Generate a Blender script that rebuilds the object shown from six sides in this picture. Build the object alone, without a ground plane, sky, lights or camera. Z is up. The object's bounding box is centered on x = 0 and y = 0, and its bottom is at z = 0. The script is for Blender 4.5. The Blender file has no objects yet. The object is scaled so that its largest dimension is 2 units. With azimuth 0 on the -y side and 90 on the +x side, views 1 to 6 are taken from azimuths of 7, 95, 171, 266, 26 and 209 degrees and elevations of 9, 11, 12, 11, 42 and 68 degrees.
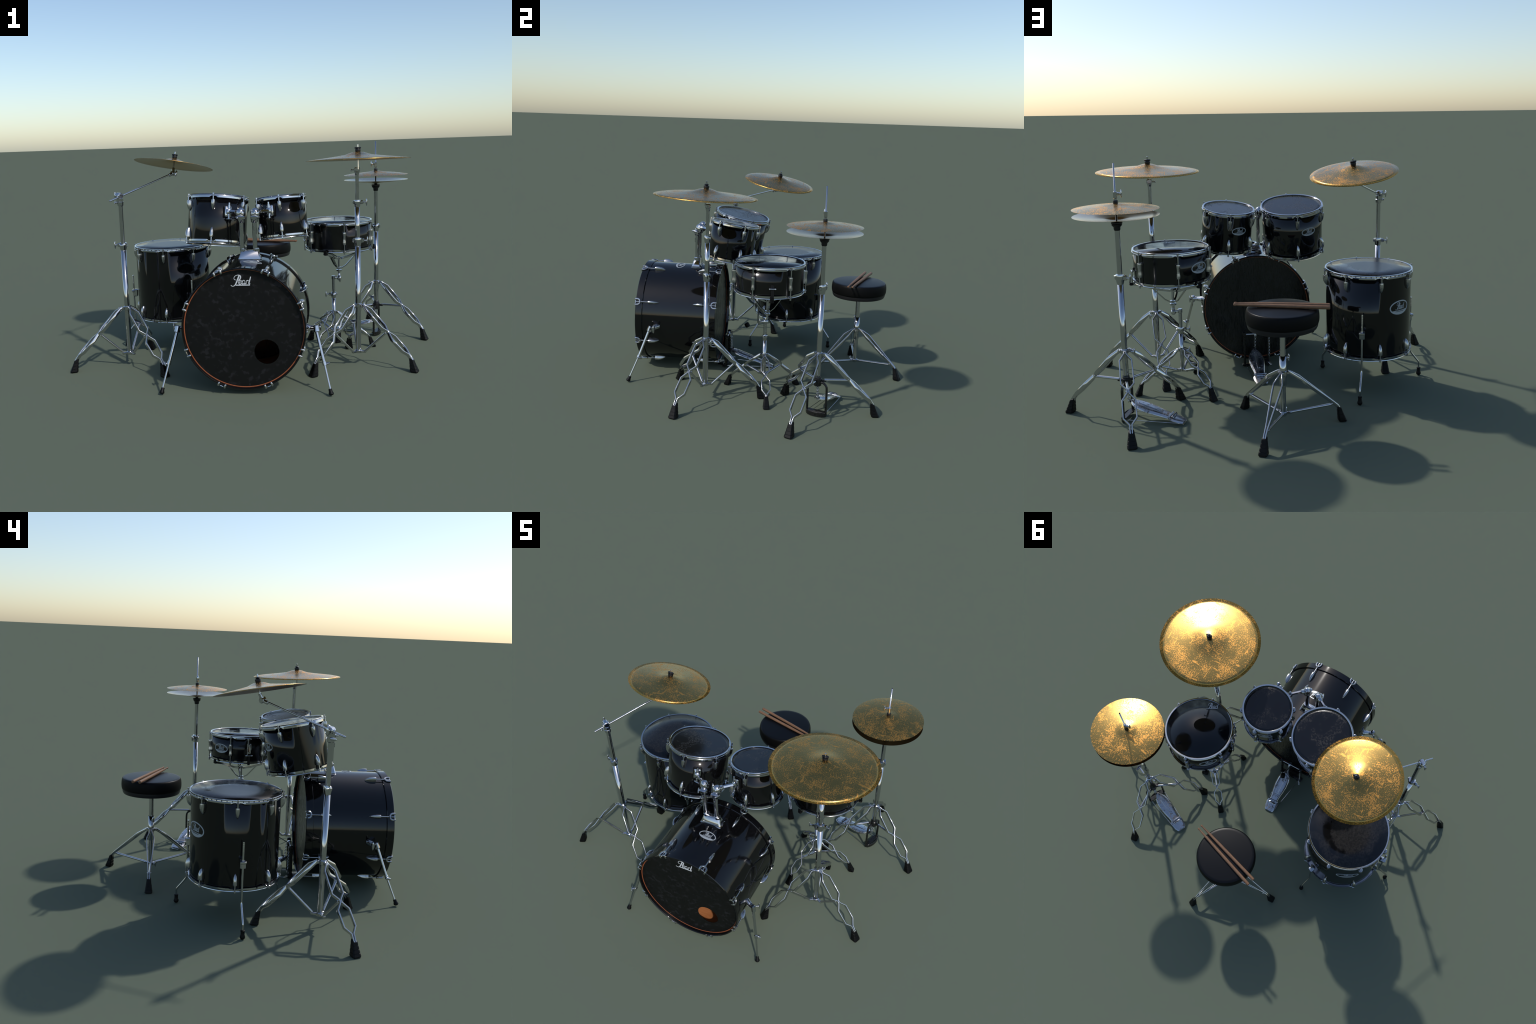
"""Five-piece black drum kit with cymbals, hi-hat, pedals, throne and sticks (metres, z up)."""
import bpy, math, random
import numpy as np
from mathutils import Matrix, Vector, Quaternion

random.seed(7)
TAU = 2 * math.pi
rad = math.radians

# ------------------------------------------------------------------ geometry
# a "geo" is (list of Vector, list of index tuples)


def join(*geos):
    v, f = [], []
    for g in geos:
        o = len(v)
        v += g[0]
        f += [tuple(i + o for i in q) for q in g[1]]
    return v, f


def move(g, m):
    if not isinstance(m, Matrix):
        m = Matrix.Translation(Vector(m))
    return [m @ p for p in g[0]], list(g[1])


def flip(g):
    return g[0], [tuple(reversed(q)) for q in g[1]]


def grid_faces(rows, cols, wrap_cols=True, wrap_rows=False):
    f = []
    for i in range(rows if wrap_rows else rows - 1):
        for j in range(cols if wrap_cols else cols - 1):
            a, b = i * cols + j, i * cols + (j + 1) % cols
            c, d = ((i + 1) % rows) * cols + (j + 1) % cols, ((i + 1) % rows) * cols + j
            f.append((a, b, c, d))
    return f


def revolve(profile, seg=32, close=False):
    """profile: (r, z) from bottom to top for outward normals."""
    v = [Vector((max(r, 1e-5) * math.cos(TAU * j / seg), max(r, 1e-5) * math.sin(TAU * j / seg), z)) for r, z in profile for j in range(seg)]
    return v, grid_faces(len(profile), seg, True, close)


def cyl(r, z0, z1, seg=20, bevel=0.0008, r1=None):
    r1 = r if r1 is None else r1
    b = min(bevel, abs(z1 - z0) / 3, r / 3)
    return revolve([(0, z0), (r - b, z0), (r, z0 + b), (r1, z1 - b), (r1 - b, z1), (0, z1)], seg)


def aim(p, q, up=(0, 0, 1)):
    """matrix whose z axis runs from p to q"""
    p, q = Vector(p), Vector(q)
    z = (q - p).normalized()
    u = Vector(up)
    if abs(z.dot(u)) > 0.98:
        u = Vector((1, 0, 0))
    x = u.cross(z).normalized()
    y = z.cross(x)
    m = Matrix((x, y, z)).transposed().to_4x4()
    m.translation = p
    return m


def rod(p, q, r, seg=16, r1=None, bevel=0.0008):
    return move(cyl(r, 0, (Vector(q) - Vector(p)).length, seg, bevel, r1), aim(p, q))


def sweep(path, section, closed_section=True, up=(0, 0, 1), caps=True, scale=None):
    """sweep a 2D section along a polyline; section x -> side, y -> up-ish normal; mitred."""
    path = [Vector(p) for p in path]
    n = len(path)
    up = Vector(up)
    v = []
    for i, p in enumerate(path):
        t0 = (path[i] - path[i - 1]).normalized() if i else None
        t1 = (path[i + 1] - path[i]).normalized() if i < n - 1 else None
        t = ((t0 or t1) + (t1 or t0)).normalized()
        k = 1.0 / max(0.5, t.dot(t1 or t0))
        side = t.cross(up)
        side = side.normalized() if side.length > 1e-4 else Vector((1, 0, 0))
        nor = side.cross(t).normalized()
        s = scale[i] if scale else 1.0
        for x, y in section:
            v.append(p + side * x * k * s + nor * y * s)
    m = len(section)
    f = grid_faces(n, m, True)
    f = [tuple(reversed(q)) for q in f]
    if caps:
        f.append(tuple(range(m)))
        f.append(tuple(reversed(range((n - 1) * m, n * m))))
    return v, f


def ring_section(r, seg=12):
    return [(r * math.cos(TAU * j / seg), r * math.sin(TAU * j / seg)) for j in range(seg)]


def tube(path, r, seg=12, up=(0.13, 0.27, 0.95), scale=None):
    return sweep(path, ring_section(r, seg), True, up, True, scale)


def rect_section(w, h, b=0.0008):
    w, h = w / 2, h / 2
    b = min(b, w * 0.6, h * 0.6)
    return [(w, -h + b), (w, h - b), (w - b, h), (-w + b, h), (-w, h - b), (-w, -h + b), (-w + b, -h), (w - b, -h)]


def smooth_path(pts, n=6):
    """Catmull-Rom through control points"""
    P = [Vector(p) for p in pts]
    P = [P[0] * 2 - P[1]] + P + [P[-1] * 2 - P[-2]]
    out = []
    for i in range(1, len(P) - 2):
        a, b, c, d = P[i - 1], P[i], P[i + 1], P[i + 2]
        for k in range(n):
            t = k / n
            out.append(0.5 * (2 * b + (c - a) * t + (2 * a - 5 * b + 4 * c - d) * t * t + (3 * b - a - 3 * c + d) * t ** 3))
    out.append(P[-2])
    return out


def box(sx, sy, sz, b=0.0015, taper=(1, 1)):
    """chamfered box centred in x, y, from z=0 to z=sz; taper scales the top"""
    b = min(b, sx / 3, sy / 3, sz / 3)

    def rect(hx, hy, z):
        c = b
        return [Vector((x, y, z)) for x, y in [(hx, -hy + c), (hx, hy - c), (hx - c, hy), (-hx + c, hy), (-hx, hy - c), (-hx, -hy + c), (-hx + c, -hy), (hx - c, -hy)]]
    tx, ty = taper
    hx, hy = sx / 2, sy / 2
    v = rect(hx - b, hy - b, 0) + rect(hx, hy, b) + rect(hx * tx, hy * ty, sz - b) + rect(hx * tx - b, hy * ty - b, sz)
    f = grid_faces(4, 8)
    f += [tuple(reversed(range(8))), tuple(range(24, 32))]
    return v, f


def ellipsoid(a, b, c, nu=16, nv=10):
    v = [Vector((a * math.sin(math.pi * max(i, 0.02) / nv if i < nv else math.pi - 1e-3) * math.cos(TAU * j / nu),
                 b * math.sin(math.pi * max(i, 0.02) / nv if i < nv else math.pi - 1e-3) * math.sin(TAU * j / nu),
                 -c * math.cos(math.pi * i / nv))) for i in range(nv + 1) for j in range(nu)]
    return v, grid_faces(nv + 1, nu)


def torus(R, r, seg=24, sub=8, arc=TAU, start=0.0):
    n = seg if arc >= TAU else seg + 1
    v = []
    for i in range(n):
        a = start + arc * i / seg
        for j in range(sub):
            b = TAU * j / sub
            v.append(Vector(((R + r * math.cos(b)) * math.cos(a), (R + r * math.cos(b)) * math.sin(a), r * math.sin(b))))
    f = [tuple(reversed(q)) for q in grid_faces(n, sub, True, arc >= TAU)]
    if arc < TAU:
        f += [tuple(range(sub)), tuple(reversed(range((n - 1) * sub, n * sub)))]
    return v, [tuple(reversed(q)) for q in f]


# ------------------------------------------------------------------ materials
MATS = {}


class Nodes:
    def __init__(self, name):
        self.mat = bpy.data.materials.new(name)
        self.mat.use_nodes = True
        self.t = self.mat.node_tree
        self.b = self.t.nodes["Principled BSDF"]
        MATS[name] = self.mat

    def n(self, kind, **kw):
        x = self.t.nodes.new("ShaderNode" + kind)
        for k, val in kw.items():
            setattr(x, k, val)
        return x

    def link(self, a, b):
        self.t.links.new(a, b)

    def coord(self, scale=(1, 1, 1), rot=(0, 0, 0), loc=(0, 0, 0), rnd=True):
        tc = self.n("TexCoord")
        mp = self.n("Mapping")
        mp.inputs["Scale"].default_value = scale
        mp.inputs["Rotation"].default_value = rot
        if rnd:
            oi = self.n("ObjectInfo")
            ad = self.n("VectorMath", operation="SCALE")
            cb = self.n("CombineXYZ")
            for i in range(3):
                self.link(oi.outputs["Random"], cb.inputs[i])
            self.link(cb.outputs[0], ad.inputs[0])
            ad.inputs["Scale"].default_value = 3.7
            a2 = self.n("VectorMath", operation="ADD")
            self.link(tc.outputs["Object"], a2.inputs[0])
            self.link(ad.outputs[0], a2.inputs[1])
            self.link(a2.outputs[0], mp.inputs["Vector"])
        else:
            self.link(tc.outputs["Object"], mp.inputs["Vector"])
        mp.inputs["Location"].default_value = loc
        return mp.outputs[0]

    def noise(self, vec, scale, detail=4, rough=0.55, dist=0.0):
        x = self.n("TexNoise")
        x.inputs["Scale"].default_value = scale
        x.inputs["Detail"].default_value = detail
        x.inputs["Roughness"].default_value = rough
        x.inputs["Distortion"].default_value = dist
        self.link(vec, x.inputs["Vector"])
        return x.outputs["Fac"]

    def ramp(self, fac, p0, p1, v0=0.0, v1=1.0):
        x = self.n("MapRange")
        x.inputs["From Min"].default_value = p0
        x.inputs["From Max"].default_value = p1
        x.inputs["To Min"].default_value = v0
        x.inputs["To Max"].default_value = v1
        self.link(fac, x.inputs["Value"])
        return x.outputs[0]

    def math(self, op, a, b):
        x = self.n("Math", operation=op)
        for i, s in enumerate((a, b)):
            if isinstance(s, (int, float)):
                x.inputs[i].default_value = s
            else:
                self.link(s, x.inputs[i])
        x.use_clamp = op in ("MAXIMUM", "MULTIPLY", "ADD", "SUBTRACT")
        return x.outputs[0]

    def mix(self, fac, a, b):
        x = self.n("Mix", data_type="RGBA")
        self.link(fac, x.inputs["Factor"])
        for s, c in (("A", a), ("B", b)):
            i = [k for k in x.inputs if k.name == s and k.type == "RGBA"][0]
            if isinstance(c, tuple):
                i.default_value = (*c, 1)
            else:
                self.link(c, i)
        return [o for o in x.outputs if o.type == "RGBA"][0]

    def bump(self, fac, strength=0.1, dist=0.001):
        x = self.n("Bump")
        x.inputs["Strength"].default_value = strength
        x.inputs["Distance"].default_value = dist
        self.link(fac, x.inputs["Height"])
        self.link(x.outputs[0], self.b.inputs["Normal"])

    def set(self, **kw):
        for k, val in kw.items():
            i = self.b.inputs[k.replace("_", " ")]
            if hasattr(val, "is_linked"):
                self.link(val, i)
            elif isinstance(val, tuple):
                i.default_value = (*val, 1)
            else:
                i.default_value = val
        return self


def plain(name, col, rough, metal=0.0, spec=0.5, vary=0.0, scale=40):
    m = Nodes(name)
    m.set(Base_Color=col, Roughness=rough, Metallic=metal)
    m.b.inputs["Specular IOR Level"].default_value = spec
    if vary:
        f = m.noise(m.coord(), scale)
        m.set(Roughness=m.ramp(f, 0.3, 0.7, max(0.02, rough - vary), rough + vary))
    return m


def make_materials():
    plain("chrome", (0.56, 0.565, 0.58), 0.10, 1.0, vary=0.04, scale=30)
    # cast lug chrome: a little duller, brushed low down
    m = Nodes("cast_chrome")
    f = m.noise(m.coord((1, 1, 6)), 120, 3)
    m.set(Base_Color=(0.50, 0.505, 0.51), Metallic=1.0, Roughness=m.ramp(f, 0.3, 0.7, 0.14, 0.28))
    plain("black_lacquer", (0.0035, 0.0035, 0.004), 0.075, 0, 0.5)
    # scuffed snare wrap
    m = Nodes("scuffed_lacquer")
    f = m.noise(m.coord(), 160, 5, 0.7)
    g = m.noise(m.coord(), 22, 4)
    m.set(Base_Color=m.mix(m.ramp(f, 0.55, 0.75), (0.004, 0.004, 0.004), (0.012, 0.012, 0.011)), Roughness=m.ramp(m.math("ADD", m.math("MULTIPLY", f, 0.5), m.math("MULTIPLY", g, 0.5)), 0.35, 0.65, 0.06, 0.24))
    plain("black_rubber", (0.0010, 0.0010, 0.0012), 0.5, 0, 0.22)
    plain("black_plastic", (0.006, 0.006, 0.007), 0.4, 0, 0.4)
    plain("black_metal", (0.008, 0.008, 0.008), 0.3, 0, 0.5, vary=0.1, scale=60)
    plain("copper_edge", (0.34, 0.105, 0.045), 0.5, 0, 0.3)
    plain("badge_silver", (0.42, 0.46, 0.5), 0.4, 0.3, 0.5)
    plain("logo_white", (0.62, 0.65, 0.68), 0.5, 0, 0.4)
    # tom heads: black coated film, dusty worn patches
    m = Nodes("drumhead_film")
    lo = m.noise(m.coord(), 9, 3)
    hi = m.noise(m.coord(), 95, 6, 0.7)
    wear = m.math("MULTIPLY", m.ramp(lo, 0.46, 0.58), m.ramp(hi, 0.46, 0.60))
    m.set(Base_Color=m.mix(wear, (0.0030, 0.0036, 0.0058), (0.022, 0.019, 0.018)), Roughness=m.ramp(wear, 0, 1, 0.20, 0.42))
    m.bump(hi, 0.12, 0.0006)
    # snare batter: glossier with scuffs
    m = Nodes("snare_film")
    lo = m.noise(m.coord(), 14, 4, 0.6)
    hi = m.noise(m.coord(), 90, 5, 0.7)
    m.set(Base_Color=m.mix(m.ramp(hi, 0.6, 0.75), (0.004, 0.0045, 0.006), (0.012, 0.011, 0.010)), Roughness=m.ramp(m.math("ADD", m.math("MULTIPLY", lo, 0.75), m.math("MULTIPLY", hi, 0.25)), 0.42, 0.62, 0.05, 0.22))
    # floor tom head: bluish-black film with paler specks and patches of differing gloss
    m = Nodes("floor_film")
    lo = m.noise(m.coord(), 6, 3, 0.5, 0.4)
    hi = m.noise(m.coord(), 110, 6, 0.7)
    wear = m.math("MULTIPLY", m.ramp(lo, 0.44, 0.50), m.ramp(hi, 0.42, 0.60))
    m.set(Base_Color=m.mix(wear, (0.0028, 0.0032, 0.0046), (0.019, 0.0175, 0.017)), Roughness=m.ramp(lo, 0.44, 0.50, 0.14, 0.28))
    m.bump(hi, 0.10, 0.0006)
    # bass drum heads: matt black, view-dependent sheen painted as pale patches
    m = Nodes("bass_film")
    a = m.noise(m.coord(), 16, 4, 0.55)
    b2 = m.noise(m.coord(), 45, 3, 0.5)
    sp = m.math("MULTIPLY", m.ramp(a, 0.42, 0.60), m.ramp(b2, 0.52, 0.60))
    m.set(Base_Color=m.mix(sp, (0.0046, 0.0050, 0.0046), (0.0145, 0.0145, 0.016)), Roughness=0.55)
    m.b.inputs["Specular IOR Level"].default_value = 0.18
    m = Nodes("batter_film")
    a = m.noise(m.coord(), 14, 4, 0.6)
    v2 = m.noise(m.coord((18, 2, 1)), 14, 4, 0.6)
    m.set(Base_Color=m.mix(m.ramp(a, 0.5, 0.62), (0.0042, 0.0046, 0.0044), (0.008, 0.009, 0.010)), Roughness=m.ramp(v2, 0.35, 0.65, 0.18, 0.42))
    # shell interior: maple
    m = Nodes("maple_interior")
    f = m.noise(m.coord((3, 60, 60), rnd=False), 3, 4, 0.6)
    m.set(Base_Color=m.mix(m.ramp(f, 0.3, 0.7), (0.42, 0.15, 0.05), (0.52, 0.21, 0.085)), Roughness=0.55)
    # hickory sticks
    m = Nodes("stick_wood")
    f = m.noise(m.coord((14, 14, 1.2)), 22, 5, 0.65)
    g = m.noise(m.coord((1, 1, 0.5)), 30, 3)
    c = m.mix(m.ramp(f, 0.35, 0.65), (0.165, 0.086, 0.047), (0.27, 0.150, 0.083))
    m.set(Base_Color=m.mix(m.ramp(g, 0.55, 0.75, 0, 0.5), c, (0.12, 0.062, 0.036)), Roughness=0.5)
    m.b.inputs["Specular IOR Level"].default_value = 0.3
    # throne cloth and vinyl
    m = Nodes("seat_cloth")
    f = m.noise(m.coord(), 600, 2)
    m.set(Base_Color=(0.0032, 0.0038, 0.0052), Roughness=0.36)  # blue cast baked into black cloth, from overhead sky glare
    m.b.inputs["Specular IOR Level"].default_value = 0.22
    m.bump(f, 0.15, 0.0003)
    m = Nodes("seat_side")
    f = m.noise(m.coord((1, 1, 1)), 220, 3)
    m.set(Base_Color=m.mix(m.ramp(f, 0.35, 0.65), (0.0028, 0.0028, 0.0028), (0.0045, 0.0045, 0.0045)), Roughness=0.5)
    m.b.inputs["Specular IOR Level"].default_value = 0.12
    plain("seat_base", (0.016, 0.0155, 0.017), 0.34, 0, 0.3)
    # cymbal bronze: tarnished film with bright flecks and drag marks
    m = Nodes("cymbal_bronze")
    lo = m.noise(m.coord((1, 1, 0.05)), 16, 3, 0.5)
    hi = m.noise(m.coord((1, 1, 0.05)), 190, 4, 0.6)
    wob = m.noise(m.coord((1, 1, 0.05)), 60, 3, 0.6)
    st = m.noise(m.coord((3.0, 13, 0.05), rot=(0, 0, rad(38))), 5.0, 2, 0.5, 0.3)
    st2 = m.noise(m.coord((13, 3.2, 0.05), rot=(0, 0, rad(15))), 5.6, 2, 0.5, 0.3)
    fleck = m.ramp(m.math("ADD", m.math("MULTIPLY", hi, 0.68), m.math("MULTIPLY", lo, 0.32)), 0.536, 0.552)
    wv = m.math("MULTIPLY", wob, 0.12)
    drag = m.math("MAXIMUM", m.ramp(m.math("ADD", st, wv), 0.715, 0.725), m.ramp(m.math("ADD", st2, wv), 0.722, 0.732))
    bright = m.math("MAXIMUM", fleck, drag)
    m.set(Base_Color=m.mix(bright, (0.40, 0.262, 0.076), (0.74, 0.365, 0.090)), Metallic=1.0, Roughness=m.ramp(bright, 0, 1, 0.27, 0.47))
    m.set(Coat_Weight=m.ramp(bright, 0, 1, 0.25, 0.05), Coat_Roughness=0.30)
    m = Nodes("cymbal_underside")
    m.set(Base_Color=(0.46, 0.31, 0.13), Metallic=1.0, Roughness=0.30, Coat_Weight=0.4, Coat_Roughness=0.3)
    # polished lower hi-hat
    plain("cymbal_polished", (0.38, 0.27, 0.16), 0.20, 1.0)
    # worn pedal plate
    m = Nodes("worn_pedal_metal")
    hi = m.noise(m.coord(), 130, 5, 0.7)
    lo = m.noise(m.coord((1, 1, 1)), 26, 4, 0.6)
    w = m.ramp(m.math("ADD", m.math("MULTIPLY", hi, 0.45), m.math("MULTIPLY", lo, 0.55)), 0.52, 0.60)
    m.set(Base_Color=m.mix(w, (0.60, 0.60, 0.61), (0.14, 0.125, 0.12)), Metallic=m.ramp(w, 0, 1, 1.0, 0.5), Roughness=m.ramp(w, 0, 1, 0.20, 0.5))


# ------------------------------------------------------------------ objects
def mesh_of(name, geo, mats, angle=38, picks=None):
    me = bpy.data.meshes.new(name)
    me.from_pydata([tuple(p) for p in geo[0]], [], geo[1])
    me.validate()
    mats = [mats] if isinstance(mats, str) else mats
    for k in mats:
        me.materials.append(MATS[k])
    if picks:
        for p in me.polygons:
            p.material_index = picks(p)
    me.shade_smooth()
    if angle < 180:
        me.set_sharp_from_angle(angle=rad(angle))
    me.update()
    return me


def place(name, data, parent=None, m=None):
    ob = bpy.data.objects.new(name, data)
    bpy.context.scene.collection.objects.link(ob)
    if parent:
        ob.parent = parent
    if m is not None:
        ob.matrix_local = m
    return ob


def part(name, geo, mat, parent, m=None, angle=38, picks=None):
    return place(name, mesh_of(name, geo, mat, angle, picks), parent, m)


def thing(name, loc, label, category, rot=None):
    ob = place(name, None)
    mm = rot.to_4x4() if rot is not None else Matrix.Identity(4)
    mm.translation = Vector(loc)
    ob.matrix_local = mm
    ob.empty_display_size = 0.05
    ob["label"], ob["category"] = label, category
    return ob


T = Matrix.Translation


def soften(ob, z0, z1, top=1.0, low=-1.0, weight=None, rmin=0.0):
    """lathe-soft shading: side normals lean up towards z1 and down towards z0, bent so the upper half of a straight wall mirrors sky"""
    me = ob.data
    nor = []
    for v, n in zip(me.vertices, me.vertex_normals):
        x, y, z = v.co
        r = math.hypot(x, y)
        if r < rmin:
            nor.append(tuple(n.vector))
            continue
        k = (z - z0) / (z1 - z0)
        k = 2 * min(1, max(0, k)) - 1
        lean = top * k if k > 0 else -.28 * low * k
        if low > 0:
            lean = low + (top - low) * (k + 1) / 2
        if weight:
            lean *= weight(math.degrees(math.atan2(y, x)))
        nor.append(tuple(Vector((x / r, y / r, lean)).normalized()))
    me.normals_split_custom_set_from_vertices(nor)
    return ob


def dish(ob, R, start, lean):
    """membrane whose shading rolls outward between start*R and the edge"""
    nor = []
    for v, n in zip(ob.data.vertices, ob.data.vertex_normals):
        r = math.hypot(v.co.x, v.co.y)
        if v.co.z < -.0008 or r < 1e-4:
            nor.append((0, 0, 1) if v.co.z > -.0008 else tuple(n.vector))
            continue
        k = max(0, (r / R - start) / (1 - start)) * lean
        nor.append(tuple(Vector((v.co.x / r * k, v.co.y / r * k, 1)).normalized()))
    ob.data.normals_split_custom_set_from_vertices(nor)


def sectors(*spans, edge=5.0):
    """1 inside the given angle spans (degrees), 0 outside, short ramps between"""
    def w(a):
        best = 0.0
        for lo, hi, amt in spans:
            mid, half = (lo + hi) / 2, (hi - lo) / 2
            d = abs((a - mid + 180) % 360 - 180)
            best = max(best, amt * min(1, max(0, (half - d) / edge + 0.5)))
        return best
    return w


def soft_tube(name, r, z0, z1, th, seg=32, top=1.0, low=-1.0, mat="chrome"):
    g = revolve([(r, z0 + (z1 - z0) * i / 12) for i in range(13)], seg)
    ob = part(name, join(g), mat, th, None, 179)
    return soften(ob, z0, z1, top, low)


def RZ(a):
    return Matrix.Rotation(rad(a), 4, "Z")


# shared small meshes -------------------------------------------------
SHARED = {}


def shared(key, build, mat, angle=38):
    if key not in SHARED:
        SHARED[key] = mesh_of(key.split("/")[0], build(), mat, angle)
    return SHARED[key]


def wing_nut_geo(reach=0.018, half=0.021):
    """stem along +x, flat oval wing standing in z"""
    g = rod((0, 0, 0), (reach, 0, 0), 0.0042, 12)
    w = move(ellipsoid(0.0042, 0.0068, half, 12, 12), (reach + 0.002, 0, 0))
    hub = rod((reach - 0.006, 0, 0), (reach + 0.003, 0, 0), 0.0062, 12)
    return join(g, w, hub)


def loft_shield(stations, L, depth=0.004, n=12, power=2.6):
    """bulging casting: stations (t, half width, height); runs from z=0 down to z=-L, y is outward"""
    v = []
    for t, w, h in stations:
        ring = []
        for k in range(n + 1):
            a = math.pi * k / n
            c, s = math.cos(a), math.sin(a)
            x = w * math.copysign(abs(c) ** (2 / power), c)
            y = h * abs(s) ** (2 / power)
            ring.append(Vector((x, y, -t * L)))
        ring += [Vector((-w, -depth, -t * L)), Vector((w, -depth, -t * L))]
        v += ring
    m = n + 3
    f = [tuple(reversed(q)) for q in grid_faces(len(stations), m)]
    f.append(tuple(range(m)))
    f.append(tuple(reversed(range((len(stations) - 1) * m, len(stations) * m))))
    return v, [tuple(reversed(q)) for q in f]


BULLET = [(0, .0098, .85), (.015, .0112, .95), (.12, .0118, 1.0), (.35, .0113, 1.0), (.6, .0096, .86), (.8, .0070, .60), (.92, .0045, .35), (.985, .0022, .14), (1, .001, .06)]


def bullet_geo(L, H, W=1.0):
    return loft_shield([(t, w * W, h * H) for t, w, h in BULLET], L)


def hoop_geo(R, depth, lugs, seg=144, notch=7.0):
    """triple-flanged hoop, top edge at z=0, flange cut away at each lug"""
    prof = [(-.0095, -.0125), (-.0090, -.0015), (-.0070, 0), (-.0012, 0), (0, -.0015), (-.0008, -.0040), (-.0034, -.0062), (-.0030, -.0088), (.0006, -.0098), (.0016, -.0112), (.0016, -depth), (-.0002, -depth), (-.0030, -.0125)]
    v = []
    for j in range(seg):
        a = 360 * j / seg
        d = min(abs((a - b + 180) % 360 - 180) for b in lugs)
        k = min(1, max(0, (d - notch * 0.55) / (notch * 0.55)))
        k = k * k * (3 - 2 * k)
        for i, (r, z) in enumerate(prof):
            if i in (10, 11):
                z = -0.0119 + (z + 0.0119) * k
            if i >= 8:
                r = -.0030 + (r + .0030) * (0.35 + 0.65 * k)
            v.append(Vector(((R + r) * math.cos(rad(a)), (R + r) * math.sin(rad(a)), z)))
    f = [tuple(reversed(q)) for q in grid_faces(seg, len(prof), True, True)]
    return v, [tuple(reversed(q)) for q in f]


def disc_geo(R, th=0.0012, seg=72, sag=0.0):
    pr = [(0, -th), (R, -th), (R, 0)] + [(R * (1 - i / 8), -sag * (1 - (1 - i / 8) ** 2)) for i in range(1, 9)]
    return revolve(pr, seg)


# emblem drawing: strokes in a 210 x 117 box, y up --------------------
STROKES = [
    ([(650, 309), (638, 338), (622, 376), (610, 399), (598, 413), (582, 418), (568, 414), (563, 406)], [13, 14, 13, 10, 7, 5, 5, 6]),
    ([(614, 353), (601, 349), (596, 335), (604, 318), (622, 306), (644, 303), (660, 310), (665, 325), (657, 345), (642, 358), (626, 362)], [5, 5, 5, 5, 5, 6, 9, 11, 10, 7, 5]),
    ([(642, 384), (658, 378), (670, 367), (668, 358), (657, 358), (646, 370), (644, 386), (651, 397), (663, 395), (674, 386)], [5, 5, 6, 6, 6, 8, 9, 8, 6, 5]),
    ([(704, 363), (695, 357), (684, 364), (677, 380), (680, 394), (689, 396), (699, 384), (706, 364), (701, 384), (704, 396), (714, 391)], [6, 6, 7, 8, 8, 6, 6, 8, 9, 8, 5]),
    ([(725, 359), (720, 378), (715, 397)], [8, 9, 9]),
    ([(719, 380), (727, 366), (737, 359), (744, 364)], [5, 6, 8, 8]),
    ([(767, 321), (760, 346), (751, 374), (747, 388), (752, 397), (760, 392)], [8, 10, 11, 11, 8, 5]),
    ([(613, 407), (660, 407), (710, 407), (757, 407)], [10, 10, 10, 10]),
]


def ribbon(pts, widths, lift, fn):
    """raised ribbon along a 2D polyline; fn(u, v, h) -> 3D"""
    n = len(pts)
    v = []
    for i, p in enumerate(pts):
        a, b = pts[max(i - 1, 0)], pts[min(i + 1, n - 1)]
        dx, dy = b[0] - a[0], b[1] - a[1]
        L = math.hypot(dx, dy) or 1
        nx, ny = -dy / L, dx / L
        w = widths[i] / 2
        for s, h in ((-1, -lift), (-1, lift), (1, lift), (1, -lift)):
            v.append(fn(p[0] + s * nx * w, p[1] + s * ny * w, h))
    f = grid_faces(n, 4)
    f += [(3, 2, 1, 0), tuple(range((n - 1) * 4, n * 4))]
    return v, f


def refine(pts, widths, n=4):
    P = smooth_path([(x, y, w) for (x, y), w in zip(pts, widths)], n)
    return [(p.x, p.y) for p in P], [p.z for p in P]


def script_logo(width, fn, lift=0.0005, bold=1.0):
    k = width / 210
    g = []
    for pts, ws in STROKES:
        q = [((x - 665) * k, (361.5 - y) * k) for x, y in pts]
        g.append(ribbon(*refine(q, [w * k * bold for w in ws], 3), lift, fn))
    return join(*g)


def badge_geo(W, H, fn, lift=0.0006):
    """oval badge outline, lower band and script; returns (silver geo, dark geo)"""
    n = 48
    a, b = W / 2 - W * 0.022, H / 2 - W * 0.022
    ring = [(a * math.cos(TAU * i / n), b * math.sin(TAU * i / n)) for i in range(n + 1)]
    g = [ribbon(ring, [W * 0.045] * (n + 1), lift, fn)]
    # filled lower segment of the oval, in slices
    y0 = -0.20 * H
    rows = 5
    for i in range(rows):
        ya, yb = y0 + (-b - y0) * 0.82 * i / rows, y0 + (-b - y0) * 0.82 * (i + 1) / rows
        xa, xb = a * math.sqrt(1 - (ya / b) ** 2), a * math.sqrt(1 - (yb / b) ** 2)
        m = 10
        v = [fn(xa * (2 * j / m - 1), ya, lift * 0.8) for j in range(m + 1)] + [fn(xb * (2 * j / m - 1), yb, lift * 0.8) for j in range(m + 1)]
        g.append((v, [(j, j + m + 1, j + m + 2, j + 1) for j in range(m)]))
    t = script_logo(W * 0.50, lambda u, v, h: fn(u, v + H * 0.10, h), lift, 1.05)
    g.append(t)
    dark = []
    # small dark lettering in the band
    k = W * 0.03
    x = -W * 0.22
    yc = -0.27 * H
    for i in range(9):
        up = [(x, yc - k * 0.7), (x + k * 0.25, yc + k * 0.7), (x + k * 0.7, yc + k * 0.1 * (-1) ** i), (x + k * 0.95, yc + k * 0.7 * (-1) ** i)]
        dark.append(ribbon(up, [k * 0.38] * 4, lift * 1.6, fn))
        x += W * 0.05
    return join(*g), join(*dark)


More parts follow.
